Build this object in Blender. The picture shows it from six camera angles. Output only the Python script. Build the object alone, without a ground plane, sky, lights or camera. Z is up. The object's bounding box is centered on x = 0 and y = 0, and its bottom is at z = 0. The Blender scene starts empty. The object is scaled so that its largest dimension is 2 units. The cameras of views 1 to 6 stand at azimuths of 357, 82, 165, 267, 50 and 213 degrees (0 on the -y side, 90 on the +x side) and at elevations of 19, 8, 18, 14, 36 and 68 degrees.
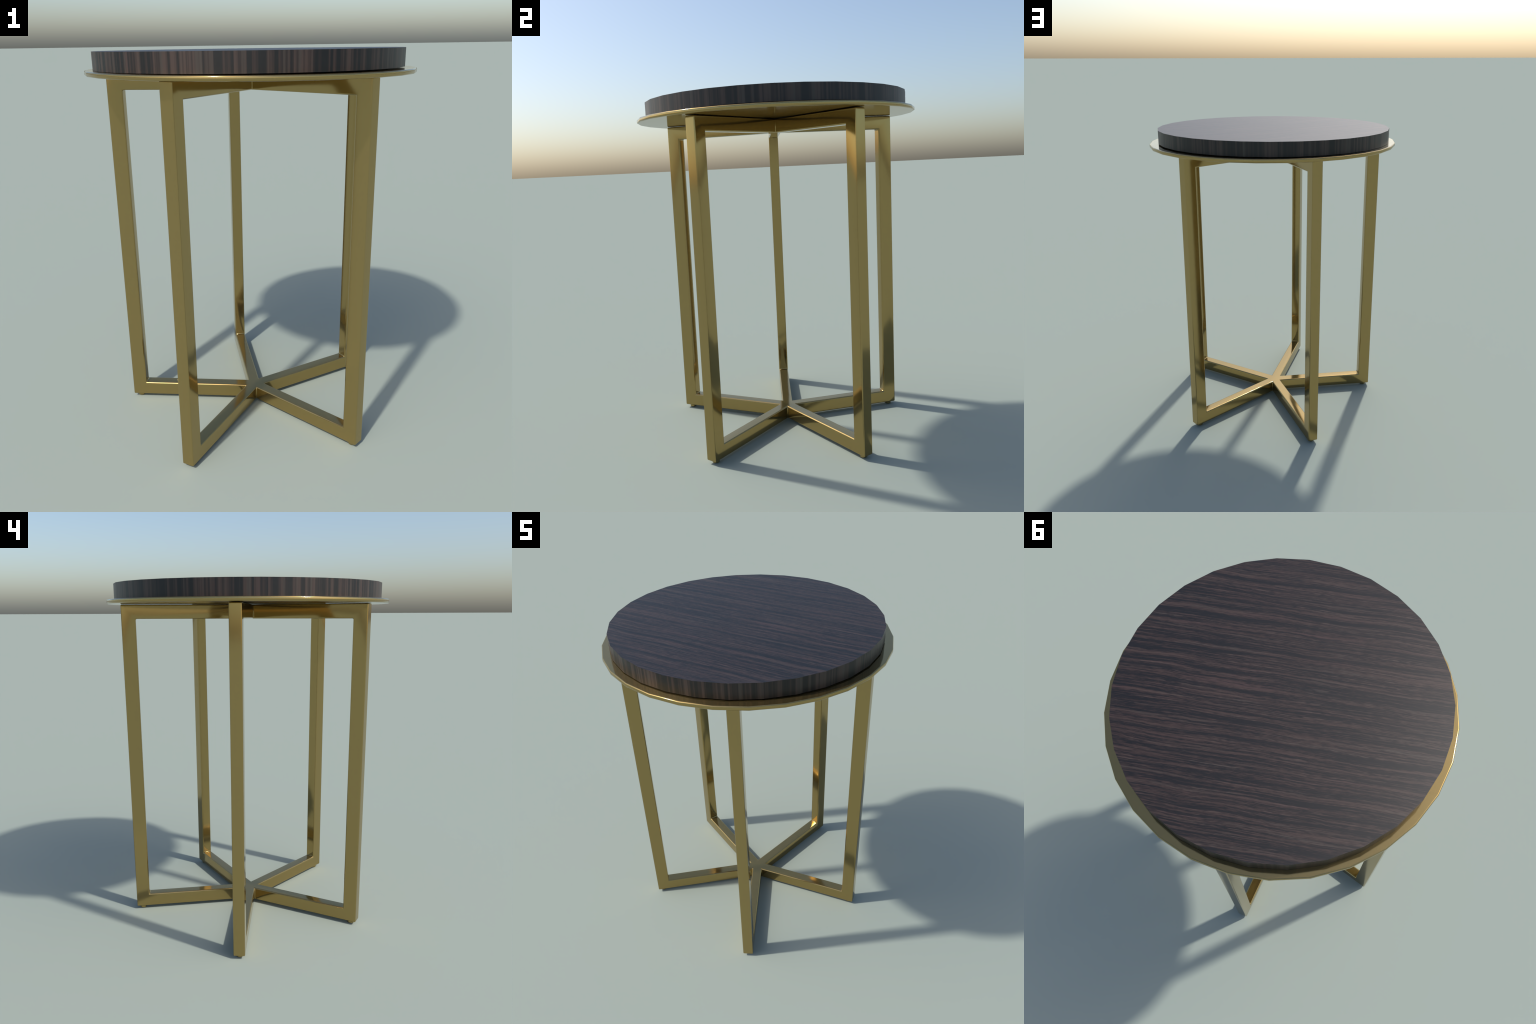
"""Round side table: dark striped-wood disc floating on a thin brass tray,
carried by five C-shaped brass legs that meet in a star at floor and top."""
import math
import bpy
import bmesh
from mathutils import Vector, Matrix

# ------------------------------------------------------------------ sizes (m)
SEGMENTS = 30                       # both discs are 30-sided
WOOD_RADIUS, WOOD_TOP, WOOD_BOTTOM = 0.7672, 2.0, 1.9150
WOOD_CENTRE, WOOD_PHASE = (-0.0068, 0.0016), math.radians(1.95)

TRAY_RADIUS, TRAY_TOP, TRAY_BOTTOM = 0.8140, 1.9114, 1.8880
TRAY_CENTRE, TRAY_PHASE = (0.0, 0.0), math.radians(8.87)
TRAY_ROUND = 0.0060                 # radius of the rolled rim edges
TOP_TILT = (-0.0042, 0.0006)        # frame top and tray lean slightly: lower on +x

HUB = Vector((-0.0048, 0.0))
LEG_AZIMUTHS = [-120.6, -45.1, 26.8, 95.7, 172.55]
LEG_OUTER, LEG_DEPTH, HALF_WIDTH = 0.7366, 0.0812, 0.0324
Z_LOW, Z_SILL, Z_LINTEL, Z_HIGH = 0.0172, 0.0970, 1.8066, 1.8865
FRAME_ROUND = 0.0068

FOOT_RADIUS, FOOT_REACH = 0.0208, 0.6975
NORMAL_BLEND = 0.19                 # how far the rounding bleeds into the flat faces


# ------------------------------------------------------------------ helpers
def link(obj, parent=None):
    bpy.context.scene.collection.objects.link(obj)
    if parent:
        obj.parent = parent
    return obj


def new_mesh_object(name, bm, material, parent):
    me = bpy.data.meshes.new(name)
    bm.to_mesh(me)
    me.materials.append(material)
    return link(bpy.data.objects.new(name, me), parent)


def set_vertex_normals(me, normals):
    me.normals_split_custom_set_from_vertices([tuple(n) for n in normals])


class Nodes:
    """Small convenience wrapper for writing node trees as expressions."""

    def __init__(self, name):
        self.mat = bpy.data.materials.new(name)
        self.mat.use_nodes = True
        self.tree = self.mat.node_tree
        self.tree.nodes.clear()
        self.out = self.tree.nodes.new("ShaderNodeOutputMaterial")

    def node(self, kind, props=None, **inputs):
        n = self.tree.nodes.new(kind)
        for k, v in (props or {}).items():
            setattr(n, k, v)
        for k, v in inputs.items():
            self.put(n.inputs[k.replace("_", " ")], v)
        return n

    def put(self, socket, v):
        if isinstance(v, bpy.types.NodeSocket):
            self.tree.links.new(v, socket)
        else:
            socket.default_value = v

    def math(self, op, a, b=0.0, clamp=False):
        n = self.node("ShaderNodeMath", {"operation": op, "use_clamp": clamp})
        self.put(n.inputs[0], a)
        self.put(n.inputs[1], b)
        return n.outputs[0]

    def noise(self, vector, scale=1.0, detail=2.0, rough=0.5, distortion=0.0):
        return self.node("ShaderNodeTexNoise", None, Vector=vector, Scale=scale, Detail=detail,
                         Roughness=rough, Distortion=distortion).outputs["Fac"]

    def mapped(self, vector, location=(0, 0, 0), rotation=(0, 0, 0), scale=(1, 1, 1)):
        return self.node("ShaderNodeMapping", None, Vector=vector, Location=location,
                         Rotation=rotation, Scale=scale).outputs[0]

    def ramp(self, fac, stops, interpolation="LINEAR"):
        n = self.node("ShaderNodeValToRGB", None, Fac=fac)
        cr = n.color_ramp
        cr.interpolation = interpolation
        while len(cr.elements) < len(stops):
            cr.elements.new(0.5)
        for e, (p, c) in zip(cr.elements, stops):
            e.position = p
            e.color = (*c, 1.0) if len(c) == 3 else c
        return n.outputs["Color"]

    def remap(self, v, a, b, c=0.0, d=1.0):
        n = self.node("ShaderNodeMapRange", {"clamp": True}, Value=v)
        for i, x in enumerate((a, b, c, d)):
            n.inputs[1 + i].default_value = x
        return n.outputs[0]

    def mix(self, fac, a, b, blend="MIX"):
        n = self.node("ShaderNodeMix", {"data_type": "RGBA", "blend_type": blend})
        self.put(n.inputs[0], fac)
        for s, v in ((n.inputs[6], a), (n.inputs[7], b)):
            self.put(s, v if isinstance(v, bpy.types.NodeSocket) else (*v, 1.0))
        return n.outputs[2]

    def finish(self, **principled):
        p = self.node("ShaderNodeBsdfPrincipled", None, **principled)
        self.tree.links.new(p.outputs[0], self.out.inputs[0])
        return self.mat


# ------------------------------------------------------------------ materials
BRASS = (0.390, 0.288, 0.116)
BRASS_ROUGHNESS = 0.10


def brass_material():
    m = Nodes("brushed_brass")
    pos = m.node("ShaderNodeTexCoord").outputs["Object"]
    cloud = m.noise(pos, scale=6.0, detail=3.0)
    rough = m.remap(cloud, 0.3, 0.7, BRASS_ROUGHNESS - 0.012, BRASS_ROUGHNESS + 0.012)
    return m.finish(Base_Color=(*BRASS, 1.0), Metallic=0.92, Roughness=rough)


GRAIN_ANGLE = math.radians(20.0)
WOOD_ROUGHNESS = 0.42

DARK = (0.0040, 0.0037, 0.0042)
UMBER = (0.0215, 0.0128, 0.0108)
BROWN = (0.0470, 0.0292, 0.0238)
GREYED = (0.0390, 0.0340, 0.0285)
PALE = (0.0680, 0.0480, 0.0400)
RED = (0.0480, 0.0255, 0.0245)


def wood_top_material():
    m = Nodes("striped_wood_face")
    pos = m.node("ShaderNodeTexCoord").outputs["Object"]
    flat = m.mapped(pos, rotation=(0, 0, -GRAIN_ANGLE))
    # the lines waver slightly: shift the across-grain coordinate by a slow noise
    sway = m.noise(m.mapped(flat, scale=(2.6, 5.0, 0.0)), detail=1.0)
    jitter = m.noise(m.mapped(flat, location=(3, 7, 0), scale=(22.0, 60.0, 0.0)), detail=2.0)
    shift = m.math("ADD", m.math("MULTIPLY", m.math("SUBTRACT", sway, 0.5), 0.030),
                   m.math("MULTIPLY", m.math("SUBTRACT", jitter, 0.5), 0.004))
    sep = m.node("ShaderNodeSeparateXYZ", None, Vector=flat)
    grain = m.node("ShaderNodeCombineXYZ", None, X=sep.outputs[0],
                   Y=m.math("ADD", sep.outputs[1], shift), Z=0.0).outputs[0]

    bands = m.noise(m.mapped(grain, scale=(0.5, 34.0, 0.0)), detail=2.0, rough=0.6)
    streaks = m.noise(m.mapped(grain, location=(5, 2, 0), scale=(2.4, 125.0, 0.0)), detail=2.0, rough=0.6)
    fibres = m.noise(m.mapped(grain, location=(1, 9, 0), scale=(24.0, 270.0, 0.0)), detail=2.0, rough=0.6)
    tone = m.math("ADD", m.math("MULTIPLY", bands, 0.37),
                  m.math("ADD", m.math("MULTIPLY", streaks, 0.35), m.math("MULTIPLY", fibres, 0.28)))
    light = m.remap(tone, 0.445, 0.680)
    hue = m.noise(m.mapped(grain, location=(8, 4, 0), scale=(2.0, 34.0, 0.0)), detail=1.0)
    pale = m.ramp(hue, [(0.36, GREYED), (0.47, BROWN), (0.56, BROWN), (0.66, RED)])
    base = m.ramp(light, [(0.0, DARK), (0.10, DARK), (0.32, UMBER), (0.80, BROWN)])
    colour = m.mix(m.remap(light, 0.32, 0.90), base, pale)
    # sparse thin pale lines, broken into dashes, absent from the dark bands
    lines = m.remap(m.noise(m.mapped(grain, location=(6, 3, 0), scale=(2.8, 165.0, 0.0)), detail=1.0), 0.55, 0.70)
    dashes = m.remap(m.noise(m.mapped(grain, location=(2, 5, 0), scale=(26.0, 70.0, 0.0)), detail=1.0), 0.36, 0.60)
    where = m.math("MULTIPLY", m.math("MULTIPLY", lines, dashes), m.remap(bands, 0.38, 0.50, 0.15, 0.95))
    colour = m.mix(where, colour, m.mix(0.5, pale, PALE))
    bump = m.node("ShaderNodeBump", None, Strength=0.05, Distance=0.002, Height=fibres)
    return m.finish(Base_Color=colour, Roughness=WOOD_ROUGHNESS, Normal=bump.outputs[0])


def wood_side_material():
    m = Nodes("striped_wood_edge")
    pos = m.node("ShaderNodeTexCoord").outputs["Object"]
    around = m.mapped(pos, scale=(1, 1, 0))        # the stripes run straight down the edge
    bands = m.noise(m.mapped(around, scale=(17.0, 17.0, 0)), detail=2.0, rough=0.65)
    streaks = m.noise(m.mapped(around, location=(4, 1, 0), scale=(52.0, 52.0, 0)), detail=2.0, rough=0.6)
    tone = m.math("ADD", m.math("MULTIPLY", bands, 0.50), m.math("MULTIPLY", streaks, 0.50))
    light = m.remap(tone, 0.415, 0.625)
    hue = m.noise(m.mapped(around, location=(2, 6, 0), scale=(24.0, 24.0, 0)), detail=1.0)
    pale = m.ramp(hue, [(0.36, GREYED), (0.47, BROWN), (0.56, BROWN), (0.66, RED)])
    base = m.ramp(light, [(0.0, DARK), (0.15, DARK), (0.45, UMBER), (1.0, BROWN)])
    colour = m.mix(m.remap(light, 0.40, 0.9), base, pale)
    return m.finish(Base_Color=colour, Roughness=WOOD_ROUGHNESS)


def spacer_material():
    m = Nodes("black_spacer")
    pos = m.node("ShaderNodeTexCoord").outputs["Object"]
    tint = m.ramp(m.noise(pos, scale=40.0), [(0.3, (0.008, 0.008, 0.004)), (0.7, (0.014, 0.013, 0.012))])
    return m.finish(Base_Color=tint, Roughness=0.7)


# ------------------------------------------------------------------ turned parts
def lathe(name, profile, normals, centre, phase, material, parent, segments=SEGMENTS, closed_normals=True):
    """Turn (radius, z) points around the vertical; each point carries its own (radial, z) normal."""
    bm = bmesh.new()
    rings, vnormals = [], []
    for (r, z), (nr, nz) in zip(profile, normals):
        ring = []
        for i in range(segments):
            a = phase + 2 * math.pi * i / segments
            c, s = math.cos(a), math.sin(a)
            ring.append(bm.verts.new((centre[0] + r * c, centre[1] + r * s, z)))
            vnormals.append(Vector((nr * c, nr * s, nz)).normalized())
        rings.append(ring)
    for lo, hi in zip(rings, rings[1:]):
        for i in range(segments):
            j = (i + 1) % segments
            if (lo[i].co - hi[i].co).length > 1e-7:
                bm.faces.new((lo[i], lo[j], hi[j], hi[i]))
    bm.faces.new(list(reversed(rings[0])))
    bm.faces.new(rings[-1])
    for f in bm.faces:
        f.smooth = True
    obj = new_mesh_object(name, bm, material, parent)
    bm.free()
    set_vertex_normals(obj.data, vnormals)
    return obj


def rounded_plate(radius, bottom, top, fillet):
    """Profile of a flat plate with rolled rims; the band between is shaded slightly bellied."""
    belly = math.radians(9)
    corner = [(0.0, -90), (0.38, -62), (0.72, -36), (1.0, None)]
    pts, nrm = [], []
    for share, deg in corner:
        a = math.radians(-90 + 90 * share)
        n = math.radians(deg) if deg is not None else -belly
        pts.append((radius - fillet + fillet * math.cos(a), bottom + fillet + fillet * math.sin(a)))
        nrm.append((math.cos(n), math.sin(n)))
    for (r, z), (nr, nz) in zip(reversed(pts[:]), reversed(nrm[:])):
        pts.append((r, top + bottom - z))
        nrm.append((nr, -nz))
    return pts, nrm


def wooden_disc(name, parent, face_mat, edge_mat):
    """Sharp-edged disc: the edge is shaded round, both faces flat."""
    bm = bmesh.new()
    rings = []
    for z in (WOOD_BOTTOM, WOOD_TOP):
        rings.append([bm.verts.new((WOOD_CENTRE[0] + WOOD_RADIUS * math.cos(a),
                                    WOOD_CENTRE[1] + WOOD_RADIUS * math.sin(a), z))
                      for a in (WOOD_PHASE + 2 * math.pi * i / SEGMENTS for i in range(SEGMENTS))])
    for i in range(SEGMENTS):
        j = (i + 1) % SEGMENTS
        f = bm.faces.new((rings[0][i], rings[0][j], rings[1][j], rings[1][i]))
        f.smooth, f.material_index = True, 1
    bm.faces.new(list(reversed(rings[0])))
    bm.faces.new(rings[1])
    bm.normal_update()
    for e in bm.edges:
        if e.calc_face_angle(0.0) > math.radians(40):
            e.smooth = False
    obj = new_mesh_object(name, bm, face_mat, parent)
    obj.data.materials.append(edge_mat)
    bm.free()
    return obj


# ------------------------------------------------------------------ brass frame
def frame_mesh():
    """The whole five-armed frame as one closed body with rounded edges."""
    arms = sorted(math.radians(a) for a in LEG_AZIMUTHS)
    n = len(arms)
    out = [Vector((math.cos(a), math.sin(a))) for a in arms]
    side = [Vector((-math.sin(a), math.cos(a))) for a in arms]
    notch = []                                   # inner corner between arm k and arm k+1
    for k in range(n):
        gap = (arms[(k + 1) % n] - arms[k]) % (2 * math.pi)
        mid = arms[k] + gap / 2
        notch.append(HUB + Vector((math.cos(mid), math.sin(mid))) * (HALF_WIDTH / math.sin(gap / 2)))

    plan = {}                                    # plan points, keyed by what they are
    for k in range(n):
        plan["notch", k] = notch[k]
        for s in (-1, 1):
            plan["inner", k, s] = HUB + out[k] * (LEG_OUTER - LEG_DEPTH) + side[k] * HALF_WIDTH * s
            plan["outer", k, s] = HUB + out[k] * LEG_OUTER + side[k] * HALF_WIDTH * s

    bm = bmesh.new()
    cache = {}

    def v(key, z):
        if (key, z) not in cache:
            p = plan[key]
            cache[key, z] = bm.verts.new((p.x, p.y, z))
        return cache[key, z]

    def flat(keys, z, up):
        bm.faces.new([v(k, z) for k in (keys if up else reversed(keys))])

    def wall(a, b, z0, z1):
        bm.faces.new((v(a, z0), v(b, z0), v(b, z1), v(a, z1)))

    hub = [("notch", k) for k in range(n)]
    for z, up in ((Z_LOW, False), (Z_SILL, True), (Z_LINTEL, False), (Z_HIGH, True)):
        flat(hub, z, up)
    for k in range(n):
        right, left = ("notch", (k - 1) % n), ("notch", k)
        ir, il, orr, ol = ("inner", k, -1), ("inner", k, 1), ("outer", k, -1), ("outer", k, 1)
        for z, up in ((Z_LOW, False), (Z_SILL, True), (Z_LINTEL, False), (Z_HIGH, True)):
            if z in (Z_SILL, Z_LINTEL):
                flat([right, ir, il, left], z, up)
        flat([right, orr, ol, left], Z_LOW, False)
        flat([right, orr, ol, left], Z_HIGH, True)
        wall(orr, ol, Z_LOW, Z_HIGH)
        wall(il, ir, Z_SILL, Z_LINTEL)
        # the C-shaped flanks, mitred at their corners
        for inner, outer, hub_side, flip in ((ir, orr, right, False), (il, ol, left, True)):
            for quad in ((v(hub_side, Z_LOW), v(outer, Z_LOW), v(inner, Z_SILL), v(hub_side, Z_SILL)),
                         (v(outer, Z_LOW), v(outer, Z_HIGH), v(inner, Z_LINTEL), v(inner, Z_SILL)),
                         (v(outer, Z_HIGH), v(hub_side, Z_HIGH), v(hub_side, Z_LINTEL), v(inner, Z_LINTEL))):
                bm.faces.new(quad[::-1] if flip else quad)
    loose = [e for e in bm.edges if not e.is_manifold]
    if loose:
        raise RuntimeError("frame is not closed: %d open edges" % len(loose))
    bmesh.ops.recalc_face_normals(bm, faces=bm.faces)
    for vert in bm.verts:
        if vert.co.z > 1.0:
            vert.co.z += TOP_TILT[0] * vert.co.x + TOP_TILT[1] * vert.co.y
    bm.normal_update()
    sharp = [e for e in bm.edges if e.calc_face_angle(0.0) > math.radians(20)]
    bmesh.ops.bevel(bm, geom=sharp, offset=FRAME_ROUND, offset_type="OFFSET", segments=3, profile=0.5,
                    affect="EDGES", clamp_overlap=True)
    bm.normal_update()
    return bm, arms


def blended_normals(bm):
    """Broad faces keep their own normal, leaning a few degrees towards the rounded edges.
    Stored on the vertices, so later cuts interpolate them."""
    shade = bm.verts.layers.float_vector.new("shade")
    for vert in bm.verts:
        big = max(vert.link_faces, key=lambda f: f.calc_area())
        if big.calc_area() > 0.002:
            vert[shade] = big.normal.lerp(vert.normal, NORMAL_BLEND).normalized()
        else:
            vert[shade] = vert.normal.copy()
    return shade


def build_frame(table, brass):
    bm, arms = frame_mesh()
    shade = blended_normals(bm)
    for z in (Z_SILL + 0.02, Z_LINTEL - 0.02):    # leg and star part inside the straight run
        bmesh.ops.bisect_plane(bm, geom=bm.verts[:] + bm.edges[:] + bm.faces[:], dist=1e-6,
                               plane_co=(0, 0, z), plane_no=(0, 0, 1))
    bm.verts.index_update()

    regions = {}
    for f in bm.faces:
        c = f.calc_center_median()
        if c.z < Z_SILL + 0.02:
            key = ("lower_star", 0)
        elif c.z > Z_LINTEL - 0.02:
            key = ("upper_star", 0)
        else:
            a = math.atan2(c.y - HUB.y, c.x - HUB.x)
            key = ("leg", min(range(len(arms)), key=lambda k: abs(math.remainder(a - arms[k], 2 * math.pi))))
        regions.setdefault(key, []).append(f)

    made = {}
    for key in sorted(regions):
        faces = regions[key]
        index, coords, nrm, polys = {}, [], [], []
        for f in faces:
            poly = []
            for vert in f.verts:
                if vert.index not in index:
                    index[vert.index] = len(coords)
                    coords.append(vert.co.copy())
                    nrm.append(vert[shade].normalized())
                poly.append(index[vert.index])
            polys.append(poly)
        me = bpy.data.meshes.new(key[0])
        me.from_pydata([tuple(c) for c in coords], [], polys)
        me.materials.append(brass)
        for p in me.polygons:
            p.use_smooth = True
        set_vertex_normals(me, nrm)
        made[key] = link(bpy.data.objects.new(key[0], me), table)
    bm.free()
    return made, arms


def build_feet(table, brass, arms):
    pts, nrm = [], []
    dome = 0.004
    for k in range(5):                            # softly domed glide, then a straight neck
        a = -math.pi / 2 + math.pi / 2 * k / 4
        pts.append((FOOT_RADIUS - dome + dome * math.cos(a), dome + dome * math.sin(a)))
        nrm.append((math.cos(a), math.sin(a)))
    pts.append((FOOT_RADIUS, Z_LOW + 0.001))
    nrm.append((1.0, 0.0))
    first = lathe("foot", pts, nrm, (0, 0), 0.0, brass, table, segments=20)
    feet = [first]
    for _ in arms[1:]:
        feet.append(link(first.copy(), table))
    for foot, a in zip(feet, arms):
        foot.location = (HUB.x + FOOT_REACH * math.cos(a), HUB.y + FOOT_REACH * math.sin(a), 0.0)


# ------------------------------------------------------------------ assembly
def build():
    table = link(bpy.data.objects.new("side_table", None))
    table["label"] = "round side table with dark striped wood top and five brass legs"
    table["category"] = "side table"

    brass = brass_material()
    wooden_disc("tabletop", table, wood_top_material(), wood_side_material())

    pts, nrm = rounded_plate(TRAY_RADIUS, TRAY_BOTTOM - TRAY_TOP, 0.0, TRAY_ROUND)
    tray = lathe("tray", pts, nrm, TRAY_CENTRE, TRAY_PHASE, brass, table)
    tray.location.z = TRAY_TOP
    tray.rotation_euler = (TOP_TILT[1], -TOP_TILT[0], 0.0)

    pts = [(0.60, 1.9085), (0.60, WOOD_BOTTOM + 0.001)]
    lathe("spacer", pts, [(1, 0), (1, 0)], WOOD_CENTRE, 0.0, spacer_material(), table, segments=60)

    _, arms = build_frame(table, brass)
    build_feet(table, brass, arms)


build()
